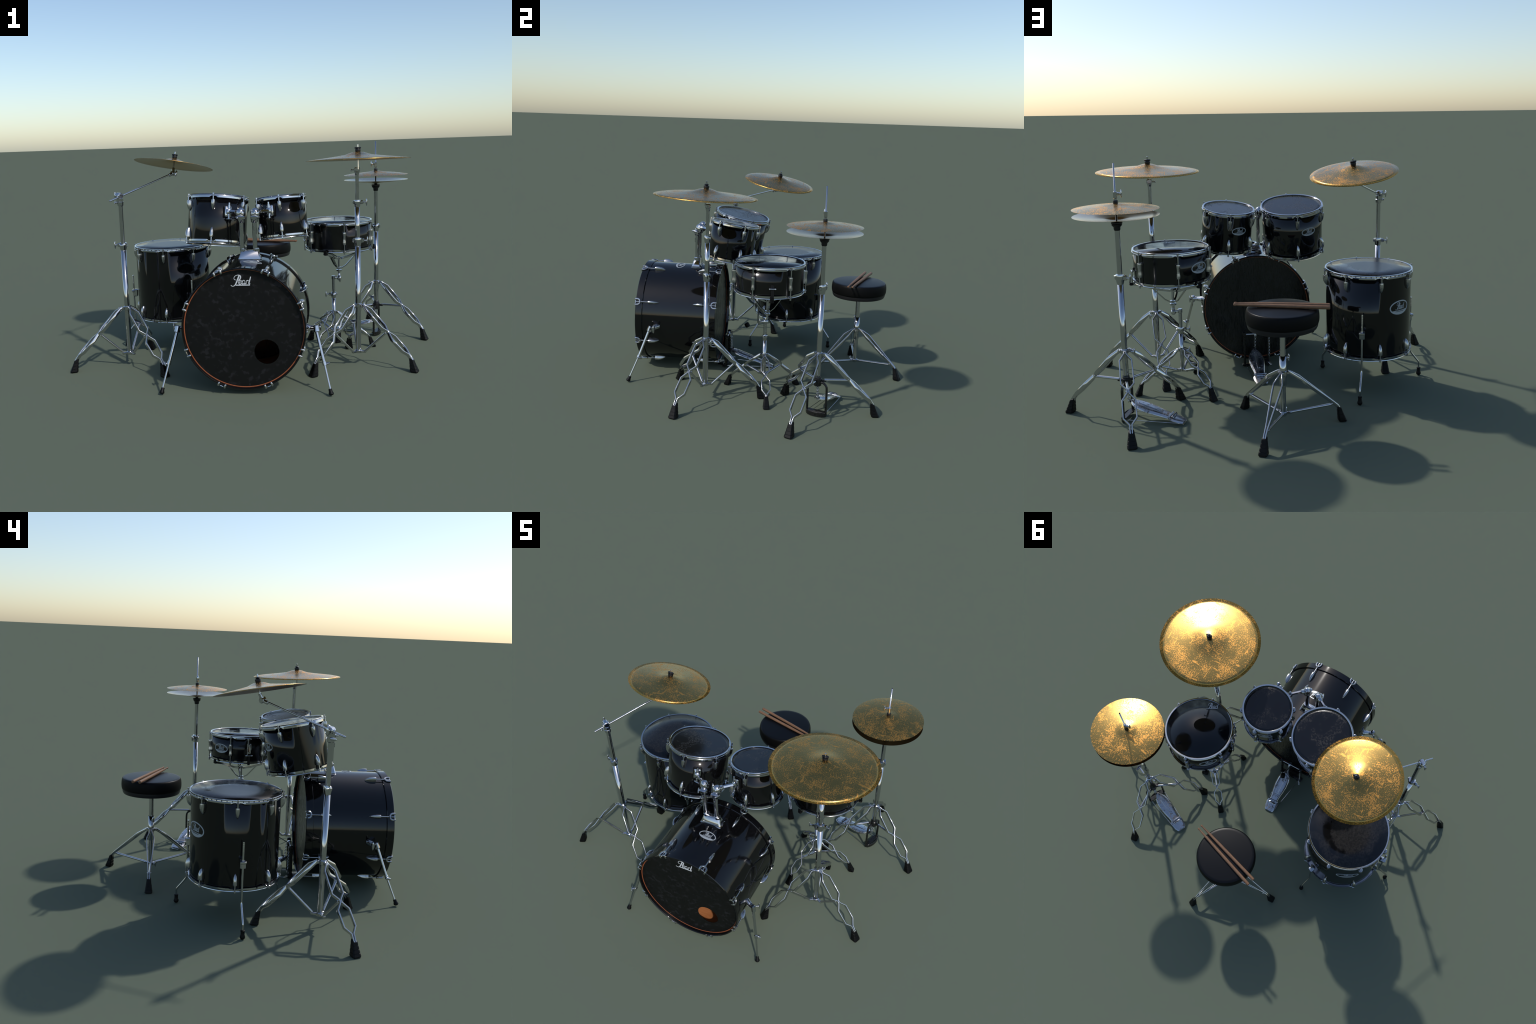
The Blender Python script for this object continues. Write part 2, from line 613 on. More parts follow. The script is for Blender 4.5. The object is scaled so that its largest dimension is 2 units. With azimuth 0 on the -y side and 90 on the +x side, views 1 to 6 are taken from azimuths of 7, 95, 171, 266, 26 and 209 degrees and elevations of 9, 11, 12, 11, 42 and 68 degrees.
def on_cylinder(R, ang, z0, flipped=False):
    s = -1 if flipped else 1

    def fn(u, v, h):
        t = rad(ang) + s * u / R
        return Vector(((R + h) * math.cos(t), (R + h) * math.sin(t), z0 + s * v))
    return fn


def on_plane(m):
    return lambda u, v, h: m @ Vector((u, v, h))


# ------------------------------------------------------------------ drums
def frame(n):
    z = Vector(n).normalized()
    x = Vector((1, 0, 0))
    x = (x - z * x.dot(z)).normalized()
    y = z.cross(x)
    return Matrix((x, y, z)).transposed()


def drum(name, label, top, n, R, Rs, H, depth, lugs, lug_len, lug_gap, film, shell_mat, badge=None, double=False, drop=.0075, shine=None, roll=None):
    """drum frame: z up its axis, z=0 at the lower hoop edge, z=H at the upper one"""
    rot = frame(n)
    base = Vector(top) - rot.col[2] * H
    th = thing(name, base, label, "drum", rot)
    sh = part("shell", join(revolve([(Rs, .006 + (H - .016) * i / 16) for i in range(17)], 144), revolve([(Rs - .007, H - .010), (Rs - .007, .006)], 96)), shell_mat, th, None, 179)
    if shine:  # chosen sectors get leaned normals, placing sky reflections on a plain cylinder
        soften(sh, .006, H - .010, 1, -1, shine, Rs - .003)
    hoop = mesh_of("hoop", hoop_geo(R, depth, lugs), "chrome", 30)
    flipm = Matrix.Rotation(math.pi, 4, "X")
    lower = mesh_of("hoop", hoop_geo(R, depth, [-a for a in lugs]), "chrome", 30)
    up = place("hoop", hoop, th, T((0, 0, H)))
    lo = place("hoop", lower, th, flipm)
    hd = part("drumhead", disc_geo(R - .0085), film, th, T((0, 0, H - drop)), 179)
    if roll:
        dish(hd, R - .0085, *roll)
    part("drumhead", disc_geo(R - .0085), "drumhead_film", th, T((0, 0, .0075)) @ flipm)
    rr = R + .0055
    Hl = rr - Rs + .0085
    if double:
        st = [(0, .0092, .82), (.02, .0106, .96), (.08, .0112, 1), (.2, .0108, 1), (.35, .0092, .9), (.5, .0088, .87), (.65, .0092, .9), (.8, .0108, 1), (.92, .0112, 1), (.98, .0106, .96), (1, .0092, .82)]
        lug = mesh_of("lug", loft_shield([(t, w, h * Hl) for t, w, h in st], lug_len), "cast_chrome", 35)
    else:
        lug = mesh_of("lug", bullet_geo(lug_len, Hl), "cast_chrome", 35)
    gap = lug_gap
    rodm = mesh_of("tension_rod", join(cyl(.0030, -.006, gap - .006, 10), cyl(.0058, gap - .0095, gap - .008, 12), move(box(.0072, .0072, .0105, .001), (0, 0, gap - .008))), "chrome")
    ear = mesh_of("hoop_ear", move(box(.015, .0125, .0045, .0012), (0, .002, gap - .0145)), "chrome")
    for a in lugs:
        m = RZ(a - 90)
        if double:
            l = place("lug", lug, th, m @ T((0, Rs, H - gap)))
            place("tension_rod", rodm, l, T((0, rr - Rs, 0)))
            place("tension_rod", rodm, l, T((0, rr - Rs, -lug_len)) @ Matrix.Rotation(math.pi, 4, "Y"))
            place("hoop_ear", ear, l, T((0, rr - Rs - .004, 0)))
            place("hoop_ear", ear, l, T((0, rr - Rs - .004, -lug_len)) @ Matrix.Rotation(math.pi, 4, "Y"))
        else:
            for up_side in (1, 0):
                mm = m @ T((0, Rs, H - gap)) if up_side else m @ T((0, Rs, gap)) @ Matrix.Rotation(math.pi, 4, "Y")
                l = place("lug", lug, th, mm)
                place("tension_rod", rodm, l, T((0, rr - Rs, 0)))
                place("hoop_ear", ear, l, T((0, rr - Rs - .004, 0)))
    if badge:
        ang, z, W, Hh = badge
        s, d = badge_geo(W, Hh, on_cylinder(Rs + .0006, ang, z + H))
        bd = part("badge", s, "badge_silver", th)
        part("badge_lettering", d, "black_plastic", bd)
    return th


def build_toms():
    six = [30, 90, 150, 210, 270, 330]
    drum("rack_tom", "glossy black rack tom with chrome hoops, tilted back", (-.1772, -.2097, .9125), (.0575, .2048, .9771), .1658, .1595, .2606, .0205, six, .055, .0325, "drumhead_film", "black_lacquer", (113, -.107, .082, .043), shine=sectors((-128, 172, 1), (-150, -146, .8), (-138, -135, .8)))
    drum("rack_tom", "smaller glossy black rack tom with chrome hoops", (.1583, -.2114, .907), (-.0811, .145, .9861), .1376, .1315, .2237, .0195, six, .055, .0325, "drumhead_film", "black_lacquer", (113, -.093, .082, .042), shine=sectors((-185, 42, 1), (56, 64, 1), (84, 97, 1)))


def build_floor_tom():
    C = (-.5203, .0775)
    th = drum("floor_tom", "large black floor tom standing on three bent legs", (*C, .6199), (0, 0, 1), .222, .2145, .4294, .0175, [45 * i for i in range(8)], .053, .033, "floor_film", "black_lacquer", (120, -.169, .128, .071), drop=.0006, shine=sectors((-82, 89, 1), (164, 196, .5), (-150, -143, .8), (-125, -122, .7), edge=3), roll=(.55, .5))
    z0 = .6199 - .4294
    rb = .2445
    path = smooth_path([(rb, 0, .170), (rb, 0, .150), (rb + .012, 0, .128), (rb + .047, 0, .084), (rb + .057, 0, .068), (rb + .057, 0, .050)], 4)
    up = [(rb, 0, .437 - .002 * i) for i in range(0, 60)]
    scale = [1.08 if (i // 2) % 2 and not 26 < i < 40 else 0.95 for i in range(60)]
    g = tube(up + [(rb, 0, .30)] + path + [(rb + .057, 0, .020)], .0048, 10, (0, 1, 0.01), scale + [1.0] * (len(path) + 2))
    leg = mesh_of("leg", move(g, (0, 0, -z0)), "chrome", 45)
    foot = mesh_of("rubber_foot", move(revolve([(0, 0), (.0085, .0), (.0125, .006), (.0125, .013), (.0095, .020), (.0088, .036), (.0105, .037), (.0105, .041), (.006, .043), (0, .043)], 16), (rb + .057, 0, -z0)), "black_rubber")
    br = mesh_of("leg_bracket", move(join(move(box(.030, .026, .044, .005), (.2345, 0, .308)), move(box(.020, .029, .014, .003), (.246, 0, .334))), (0, 0, -z0)), "chrome")
    for a in (67.5, 187.5, 307.5):
        l = place("leg", leg, th, RZ(a))
        place("rubber_foot", foot, l)
        place("leg_bracket", br, th, RZ(a))
    # small vent dots along the hoops
    slot = []
    for k in range(56):
        a = TAU * k / 56
        slot.append(move(box(.003, .0035, .0026, .0005), Matrix.Rotation(a, 4, "Z") @ T((.2205, 0, .4294 - .0082))))
    o = part("hoop_slots", join(*slot), "black_plastic", th)
    o["kind"] = "stuff"


def build_snare():
    C = Vector((.4659, .0174, 0))
    lugs = [39 + 60 * i for i in range(6)]
    H = .1637
    th = drum("snare_drum", "scuffed black snare drum with chrome hoops", (C.x, C.y, .7526), (0, 0, 1), .1898, .1835, H, .0175, lugs, .070, .050, "snare_film", "scuffed_lacquer", (136, -.083, .102, .054), True, shine=sectors((-76, 25, 1), (101, 186, 1)), roll=(0.0, .75))
    # printed script on the batter head
    mm = T((.4776 - C.x, -.138 - C.y, H - .0070)) @ RZ(210)
    part("head_logo", script_logo(.068, on_plane(mm), .0004, 0.9), "logo_white", th)
    # throw-off
    m = RZ(191.5 - 90)
    y = .1835
    g = join(move(box(.022, .010, .062, .002), (0, y + .004, H - .103)), move(box(.012, .016, .050, .003), (-.002, y + .012, H - .095)),
             rod((.006, y + .012, H - .060), (.006, y + .012, H - .018), .0035), rod((.006, y + .012, H - .024), (.006, y + .012, H - .013), .0062),
             rod((-.017, y + .013, H - .113), (.017, y + .013, H - .113), .0042), move(ellipsoid(.0055, .0055, .0055), (-.017, y + .013, H - .113)), move(ellipsoid(.0055, .0055, .0055), (.017, y + .013, H - .113)),
             rod((-.009, y + .012, H - .080), (-.009, y + .012, H - .042), .004), rod((.010, y + .010, H - .112), (.010, y + .010, H - .070), .003))
    part("throw_off", g, "chrome", th, m)
    part("snare_strap", move(box(.015, .0022, .058, .0006), (0, y + .0105, H - .170)), "black_plastic", th, m)
    m = RZ(9.7 - 90)
    g = join(rod((-.0145, y + .011, H - .107), (.0145, y + .011, H - .107), .0035), move(ellipsoid(.0048, .0048, .0048), (-.0145, y + .011, H - .107)), move(ellipsoid(.0048, .0048, .0048), (.0145, y + .011, H - .107)), move(box(.020, .008, .010, .002), (0, y + .002, H - .112)))
    part("butt_plate", g, "chrome", th, m)
    part("snare_strap", join(move(box(.0155, .0022, .062, .0006), (0, y + .0105, H - .174)), move(box(.014, .006, .018, .001), (0, y + .003, H - .106))), "black_plastic", th, m)
    return th


def build_bass():
    R, L = .300, .467
    c = Vector((.0065, -.7671, .322))
    th = thing("bass_drum", (c.x, c.y + L / 2, 0), "large glossy black bass drum lying on its side", "drum")
    rot = frame((0, -1, 0)).to_4x4()
    M = T((0, -L / 2, c.z)) @ rot          # z=0 front edge, drum runs to z=-L
    Rs = .2922
    sh = revolve([(Rs - .008, -L + .034), (Rs, -L + .034)] + [(Rs, -L + .034 + (L - .068) * i / 6) for i in range(1, 7)] + [(Rs - .008, -.034)], 96)
    part("shell", sh, "black_lacquer", th, M)
    inner = revolve([(Rs - .008, -.034), (Rs - .0085, -L / 2), (Rs - .008, -L + .034)], 96)
    part("shell_lining", inner, "maple_interior", th, M)
    hp = [(.2912, -.040), (.2972, -.0402), (.2998, -.038), (R, -.020), (R, -.0025), (.2975, 0), (.2935, 0), (.2925, -.001), (.2915, -.006)]
    hoop = mesh_of("hoop", revolve(hp, 96, True), "black_lacquer", 40)
    edge = mesh_of("hoop_edge", revolve([(.2872, -.0200), (.2909, -.0200), (.2909, -.0186), (.2872, -.0186)], 96, True), "copper_edge")
    back = T((0, 0, -L)) @ Matrix.Rotation(math.pi, 4, "X")
    for k in (Matrix.Identity(4), back):
        h = place("hoop", hoop, th, M @ k)
        place("hoop_edge", edge, h, T((0, 0, 0 if k is not back else .0018)))
    # front head with its port hole
    hx, hz, hr = .1145 - c.x, .2084 - c.z, .0602
    n = 96
    outer, innr = [], []
    for i in range(n):
        a = TAU * i / n
        innr.append((hx + hr * math.cos(a), hz + hr * math.sin(a)))
        d = Vector((math.cos(a), math.sin(a)))
        h0 = Vector((hx, hz))
        bq = h0.dot(d)
        t = -bq + math.sqrt(bq * bq - h0.dot(h0) + .2914 ** 2)
        outer.append(tuple(h0 + d * t))
    v = []
    for zf in (-.0195, -.0210):
        for k in (0, .12, .35, .65, 1.0):
            v += [Vector((p[0] + (q[0] - p[0]) * k, p[1] + (q[1] - p[1]) * k, zf)) for p, q in zip(innr, outer)]
    f = [tuple(reversed(q)) for q in grid_faces(5, n)] + [tuple(i + 5 * n for i in q) for q in grid_faces(5, n)]
    f += [(j, (j + 1) % n, 5 * n + (j + 1) % n, 5 * n + j)[::-1] for j in range(n)]
    hd = part("drumhead", (v, [tuple(reversed(q)) for q in f]), "bass_film", th, M)
    # printed script, upper middle of the front head
    part("head_logo", script_logo(.098, on_plane(T((.0006 - c.x, .5566 - c.z, -.0193))), .0004), "logo_white", hd)
    part("drumhead", move(disc_geo(.2914), (0, 0, -.018)), "batter_film", th, M @ back)
    s, d = badge_geo(.094, .053, on_cylinder(Rs + .0006, 84, -.2095, True))
    b = part("badge", s, "badge_silver", th, M)
    part("badge_lettering", d, "black_plastic", b)
    # lugs, claws
    Hl = .0225
    lug = mesh_of("lug", bullet_geo(.061, Hl, .9), "cast_chrome", 35)
    rr = .3025
    rodm = mesh_of("tension_rod", join(cyl(.0031, -.004, .076, 10), rod((-.009, 0, .074), (.009, 0, .074), .0028, 8)), "chrome")
    arc = [Vector((.0165 * math.cos(t), .0, .0165 * math.sin(t) * -1)) for t in [math.pi * i / 12 for i in range(13)]]
    path = [Vector((.0165, .0, .010))] + arc + [Vector((-.0165, .0, .010))]
    claw = join(sweep(path, rect_section(.0095, .0085, .003), up=(0, 1, 0)), move(box(.013, .010, .012, .003), (0, .001, -.022)))
    for sx in (1, -1):
        claw = join(claw, move(box(.0085, .0205, .0065, .002), (sx * .0165, -.0065, .0085)), move(box(.0085, .0065, .014, .002), (sx * .0165, .001, .0)))
    clawm = mesh_of("claw_hook", claw, "cast_chrome", 40)
    for side in (Matrix.Identity(4), back):
        for k in range(8):
            m = M @ side @ RZ(22.5 + 45 * k - 90)
            l = place("lug", lug, th, m @ T((0, Rs, -.075)))
            place("tension_rod", rodm, l, T((0, rr - Rs, 0)))
            place("claw_hook", clawm, th, m @ T((0, rr + .001, -.0100)))
    # folding spurs
    for sx in (1, -1):
        def P(x, y, z):
            return Vector((sx * x, y - (c.y + L / 2), z))
        base = P(.281, -.636, .300)
        g = join(rod(base, base + Vector((sx * .006, 0, 0)), .026, 24), rod(base + Vector((sx * .005, 0, 0)), P(.318, -.652, .3), .018, 24, .013), rod(P(.312, -.65, .3), P(.342, -.661, .300), .0125, 20),
                 move(box(.022, .026, .036, .004), aim(P(.338, -.661, .316), P(.345, -.671, .284))))
        sp = part("spur", join(rod(P(.343, -.671, .290), P(.380, -.721, .144), .0074, 16), rod(P(.378, -.719, .152), P(.383, -.724, .134), .0098, 16), rod(P(.380, -.721, .144), P(.409, -.769, .022), .0048, 12)), "chrome", th)
        part("spur_bracket", g, "chrome", sp)
        part("wing_nut", move(wing_nut_geo(.014, .017), T(P(.384, -.722, .140)) @ RZ(40 if sx > 0 else 200) @ Matrix.Rotation(rad(70), 4, "X")), "chrome", sp)
        part("wing_nut", move(wing_nut_geo(.016, .022), T(P(.348, -.650, .302)) @ RZ(30 if sx > 0 else 150)), "chrome", sp)
        part("rubber_foot", move(revolve([(0, .003), (.008, .003), (.0125, .008), (.0125, .014), (.0095, .020), (.0085, .032), (.0075, .034), (0, .034)], 16), aim(P(.4135, -.7775, .001), P(.404, -.762, .040)) @ T((0, 0, 0))), "black_rubber", sp)
    # double tom holder on the top of the shell
    hold = Vector((.0065, -.457 - (c.y + L / 2), 0))
    g = join(move(box(.122, .060, .020, .005), hold + Vector((0, 0, .594))), move(box(.116, .054, .048, .006, (.80, .62)), hold + Vector((0, 0, .609))), move(box(.06, .075, .010, .003), hold + Vector((0, .004, .592))))
    for sx in (-1, 1):
        g = join(g, move(cyl(.0165, .648, .666, 20, .002), hold + Vector((sx * .033, 0, 0))))
    part("tom_holder", g, "chrome", th)
    W = Vector((0, c.y + L / 2, 0))
    arms = [(Vector((-.0260, -.456, 0)), Vector((-.0310, -.437, .853)), Vector((-.1087, -.3718, .8473)), Vector((.453, -.877, .157)), Vector((.0575, .2048, .9771)), 200),
            (Vector((.0405, -.457, 0)), Vector((.0430, -.440, .850)), Vector((.1185, -.3486, .8458)), Vector((-.341, -.934, .109)), Vector((-.0811, .145, .9861)), -20)]
    off = Vector((c.x, 0, 0)) + W
    for post, ball, plate, out, upv, wa in arms:
        post, ball, plate = post - W - Vector((c.x, 0, 0)), ball - W - Vector((c.x, 0, 0)), plate - W - Vector((c.x, 0, 0))
        top = post + Vector((0, 0, .806))
        a = part("tom_arm", join(rod(post + Vector((0, 0, .655)), top, .0117, 24), move(box(.007, .006, .026, .002), post + Vector((0, -.0125, .757)))), "chrome", th)
        end = plate + out * .030
        dr = (end - ball).normalized()
        k = join(move(cyl(.0165, .798, .822, 24, .004, .019), post), move(ellipsoid(.024, .023, .031, 20, 14), ball - Vector((0, 0, .010))), rod(ball - Vector((0, 0, .006)) - dr * .018, ball + dr * .036, .0215, 24, .0125, .005),
                 move(box(.034, .030, .020, .004), post + Vector((0, -.004, .814))))
        part("ball_clamp", k, "chrome", a)
        part("holder_rod", rod(ball + dr * .02, end + dr * .012, .0088, 6), "chrome", a)
        fm = aim(plate - out * .004, plate + out, upv)
        x, yv = fm.col[0].to_3d(), fm.col[1].to_3d()
        part("mount_pad", move(box(.046, .062, .010, .003), fm), "black_rubber", a)
        part("mount_bracket", join(move(box(.036, .056, .015, .004), fm @ T((0, 0, .008))), move(box(.026, .030, .024, .005), fm @ T((0, 0, .018))), rod(plate + out * .026 - upv * .022, plate + out * .026 + upv * .034, .0068, 14), rod(plate + out * .026 + upv * .030, plate + out * .026 + upv * .046, .005, 10)), "chrome", a)
        part("wing_nut", move(wing_nut_geo(.018, .018), T(plate + out * .030 - upv * .020) @ aim((0, 0, 0), -upv) @ Matrix.Rotation(rad(-90), 4, "Y")), "chrome", a)
        part("wing_nut", move(wing_nut_geo(.022, .020), T(post + Vector((0, -.004, .826))) @ RZ(wa) @ Matrix.Rotation(rad(80), 4, "X")), "chrome", a)
    return th


# ------------------------------------------------------------------ stands
def strip_pair(nodes, width=.0175, thick=.0042):
    """two mirrored flat bars bent into a chain of hexagons; nodes (r, z, half gap)"""
    g = []
    for s in (1, -1):
        path = [Vector((r, s * y, z)) for r, z, y in nodes]
        # profile direction decides the tall axis of the bar
        n = len(path)
        v = []
        for i, p in enumerate(path):
            a, b = path[max(i - 1, 0)], path[min(i + 1, n - 1)]
            flat = Vector((b.x - a.x, 0, b.z - a.z)).normalized()
            tall = Vector((-flat.z, 0, flat.x))
            if tall.z < 0:
                tall = -tall
            d0 = (path[i] - path[i - 1]).normalized() if i else None
            d1 = (path[i + 1] - path[i]).normalized() if i < n - 1 else None
            t = ((d0 or d1) + (d1 or d0)).normalized()
            side = t.cross(tall).normalized()
            k = 1 / max(.6, t.dot(d1 or d0))
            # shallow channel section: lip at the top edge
            for x, y in [(thick / 2, -width * .32), (thick / 2, width * .32), (thick * .36, width * .45), (0, width / 2), (-thick * .36, width * .45), (-thick / 2, width * .32), (-thick / 2, -width * .32), (-thick * .36, -width * .45), (0, -width / 2), (thick * .36, -width * .45)]:
                v.append(p + side * x * k + tall * y)
        m = 10
        f = [tuple(reversed(q)) for q in grid_faces(n, m)]
        f += [tuple(range(m)), tuple(reversed(range((n - 1) * m, n * m)))]
        g.append((v, f))
    return join(*g)


def foot_geo(p0, p1, w0=.0225, w1=.043):
    """ribbed rubber shoe from the bar end p0=(r, z) down to the floor p1=(r, 0)"""
    v = []
    st = []
    tiers = 4
    for i in range(tiers):
        t0, t1 = i / tiers, (i + 1) / tiers
        if i < tiers - 1:
            st += [(t0, 1.0), (t1 - .055, 1.03), (t1 - .045, .94), (t1 - .01, .94)]
        else:
            st += [(t0, 1.0), (.93, 1.02), (1.0, .93)]
    st = [(-.02, .8)] + st
    for t, k in st:
        c = Vector((p0[0] + (p1[0] - p0[0]) * t, 0, p0[1] * (1 - t)))
        w = (w0 + (w1 - w0) * min(1, max(0, t)) ** 1.1) / 2 * k
        b = w * .3
        # the shoe's slices tilt with the leg, the sole lies flat
        tilt = .35 * (1 - t)
        for x, y in [(w, -w + b), (w, w - b), (w - b, w), (-w + b, w), (-w, w - b), (-w, -w + b), (-w + b, -w), (w - b, -w)]:
            v.append(c + Vector((x * .95, y, -x * tilt if t < .97 else 0)))
    n = len(st)
    f = [tuple(reversed(q)) for q in grid_faces(n, 8)]
    f += [tuple(range(8)), tuple(reversed(range((n - 1) * 8, n * 8)))]
    return v, [tuple(q) for q in f]


BIG_LEG = [(.024, .329, .005), (.034, .324, .005), (.060, .304, .027), (.135, .222, .029), (.156, .201, .0035), (.166, .191, .0035), (.190, .167, .029), (.247, .109, .029), (.270, .088, .005), (.292, .056, .004)]
SMALL_LEG = [(.018, .215, .004), (.026, .212, .004), (.046, .197, .020), (.098, .157, .022), (.114, .142, .003), (.122, .135, .003), (.142, .117, .022), (.182, .081, .022), (.199, .065, .004), (.212, .048, .0035)]
SEAT_LEG = [(.022, .259, .004), (.031, .256, .004), (.072, .229, .020), (.110, .196, .0175), (.232, .092, .0045), (.252, .074, .004), (.266, .050, .0035)]


def tripod(th, key, phases, nodes, foot, hub_z, hub_r, low_z, low_r, brace, low_mat="chrome", bar=.0190, shoe=(.0235, .044), thick=.0058):
    leg = shared("leg/" + key, lambda: strip_pair(nodes, bar, thick), "chrome", 62)
    ft = shared("rubber_foot/" + key, lambda: foot_geo(*foot, *shoe), "black_rubber", 25)
    riv = shared("rivet/" + key, lambda: rod((brace[1][0], -.011, brace[1][1] + .004), (brace[1][0], .011, brace[1][1] + .004), .0045, 10), "chrome")
    br = shared("brace/" + key, lambda: rod((brace[0][0], 0, brace[0][1]), (brace[1][0], 0, brace[1][1]), .0064, 14), "chrome", 40)
    for a in phases:
        l = place("leg", leg, th, RZ(a))
        place("rubber_foot", ft, l)
        place("rivet", riv, l)
        place("brace", br, th, RZ(a))
    g = move(cyl(hub_r + .005, hub_z - .010, hub_z + .012, 24, .003), (0, 0, 0))
    for a in phases:
        g = join(g, move(join(move(box(.016, .0155, .016, .004), (hub_r + .008, 0, hub_z - .008))), RZ(a)))
    part("leg_hub", g, "chrome", th)
    g = cyl(low_r + .004, low_z - .010, low_z + .006, 24, .002)
    for a in phases:
        g = join(g, move(move(box(.030, .014, .012, .003), (low_r + .014, 0, low_z - .008)), RZ(a)))
    part("brace_hub", g, low_mat, th)


def collar(th, z0, z1, r_in, r_out, ang, name="collar", reach=.016, half=.021):
    """tulip clamp with a side ear and a wing nut; top edge scooped"""
    r_out += .0018
    prof = [(r_in - .001, 0), (r_in + .001, 0), (r_in + .0025, .08), (r_out - .0015, .45), (r_out, .62), (r_out, .9), (r_out - .0015, 1.0), (r_in - .001, 1.0)]
    seg = 32
    v = []
    for r, t in prof:
        for j in range(seg):
            a = TAU * j / seg
            z = z0 + (z1 - z0) * (t if t < .85 else t - .22 * max(0, math.cos(a - rad(ang) - math.pi / 2)) ** 2)
            v.append(Vector((r * math.cos(a), r * math.sin(a), z)))
    g = (v, grid_faces(len(prof), seg))
    h = z1 - z0
    ear = move(box(.022, .014, h * .52, .004), RZ(ang) @ T((r_out + .003, 0, z0 + h * .42)))
    ear2 = move(box(.010, .014, h * .45, .003), RZ(ang + 180) @ T((r_out, 0, z0 + h * .46)))
    c = part(name, join(g, ear, ear2), "chrome", th)
    w = shared("wing_nut/%g" % half, lambda: wing_nut_geo(reach, half), "chrome", 40)
    place("wing_nut", w, c, RZ(ang) @ T((r_out + .012, 0, z0 + h * .66)))
    return c


def cymbal_geo(prof, seg=96, th=.0011, lip=None):
    """prof: (r, z) from centre to rim; thin bowl"""
    top = list(prof)
    bot = [(r, z - th) for r, z in prof[:-1]]
    ring = list(reversed(top)) + []
    v, f = revolve([(bot[0][0], bot[0][1])] + bot[1:] + list(reversed(top)), seg)
    return v, f, len(bot)


def cymbal(name, parent, m, prof, top_mat, under_mat, sharp):
    v, f, nb = cymbal_geo(prof)
    seg = 96
    me = mesh_of(name, (v, f), [under_mat, top_mat], 60 if sharp else 179, None)
    for i, p in enumerate(me.polygons):
        p.material_index = 1 if i // seg >= nb else 0
    return place(name, me, parent, m)


RIDE = [(.005, .0405), (.030, .0390), (.066, .0268), (.110, .0205), (.155, .0150), (.200, .0102), (.239, .0056), (.268, 0)]


def scaled(prof, r, h):
    return [(a * r / .268, b * h / .0405) for a, b in prof]


HAT = [(.004, .0236), (.016, .0232), (.030, .0212), (.042, .0188), (.052, .0172), (.062, .0162), (.090, .0138), (.120, .0108), (.150, .0070), (.178, .0024), (.1895, 0)]


def cymbal_topper(th, m):
    """felt, sleeve and wing nut above a cymbal; m: z along the rod with z=0 at the rod tip"""
    part("cymbal_felt", revolve([(0, -.041), (.0118, -.041), (.0132, -.038), (.0150, -.0265), (.0138, -.0240), (.0090, -.0235), (.0080, -.0215), (0, -.0215)], 20), "black_plastic", th, m)
    part("cymbal_nut", join(cyl(.0105, -.0225, -.0145, 16, .002), move(box(.034, .012, .0085, .003), (0, 0, -.0228))), "black_plastic", th, m)
    part("tilter_rod", cyl(.0042, -.045, 0, 12, .0012), "chrome", th, m)


def gear_tilter(th, m, ang=0):
    g = join(rod((-.012, 0, 0), (.012, 0, 0), .0135, 20, bevel=.002), rod((-.016, 0, 0), (.016, 0, 0), .0085, 16), move(box(.020, .018, .020, .004), (0, 0, -.022)))
    g = join(g, move(wing_nut_geo(.014, .017), T((.014, 0, -.004))))
    return part("tilter", move(g, RZ(ang)), "chrome", th, m)


def build_ride():
    C = Vector((.5635, -.3050, 0))
    th = thing("cymbal_stand", C, "straight chrome cymbal stand with a bronze ride cymbal", "cymbal")
    tripod(th, "big", (-21.5, 98.5, 218.5), BIG_LEG, ((.288, .066), (.305, 0)), .328, .0145, .078, .0145, ((.036, .078), (.150, .190)))
    soft_tube("lower_tube", .0146, .072, .650, th)
    soft_tube("middle_tube", .0130, .64, .855, th)
    part("upper_tube", cyl(.0092, .84, 1.022, 24), "chrome", th)
    collar(th, .645, .690, .0135, .0195, 5)
    collar(th, .851, .888, .0115, .0165, 5, half=.0205)
    place("wing_nut", shared("wing_nut/small", lambda: wing_nut_geo(.014, .018), "chrome"), th, RZ(45) @ T((.028, 0, .318)))
    n = Vector((-.0086, .0414, .9991))
    tip = Vector((.5682, -.3125, 1.1733)) - C
    foot = tip - n * .128
    m = frame(n).to_4x4()
    m.translation = tip
    part("tilter_post", rod(foot, tip - n * .04, .0045, 14), "chrome", th)
    part("tilter", join(move(cyl(.0105, 1.016, 1.034, 20, .003, .0125), (0, 0, 0)), move(box(.030, .024, .026, .004), (0, 0, 1.030)), rod((-.030, 0, 1.042), (.016, 0, 1.042), .0042, 12), move(ellipsoid(.004, .010, .0065), (-.030, 0, 1.042)), rod((0, -.014, 1.044), (0, .014, 1.044), .010, 16)), "chrome", th)
    c = m @ T((0, 0, -.0790))
    cymbal("ride_cymbal", th, c, scaled(RIDE, .268, .0400), "cymbal_bronze", "cymbal_underside", False)
    cymbal_topper(th, m)


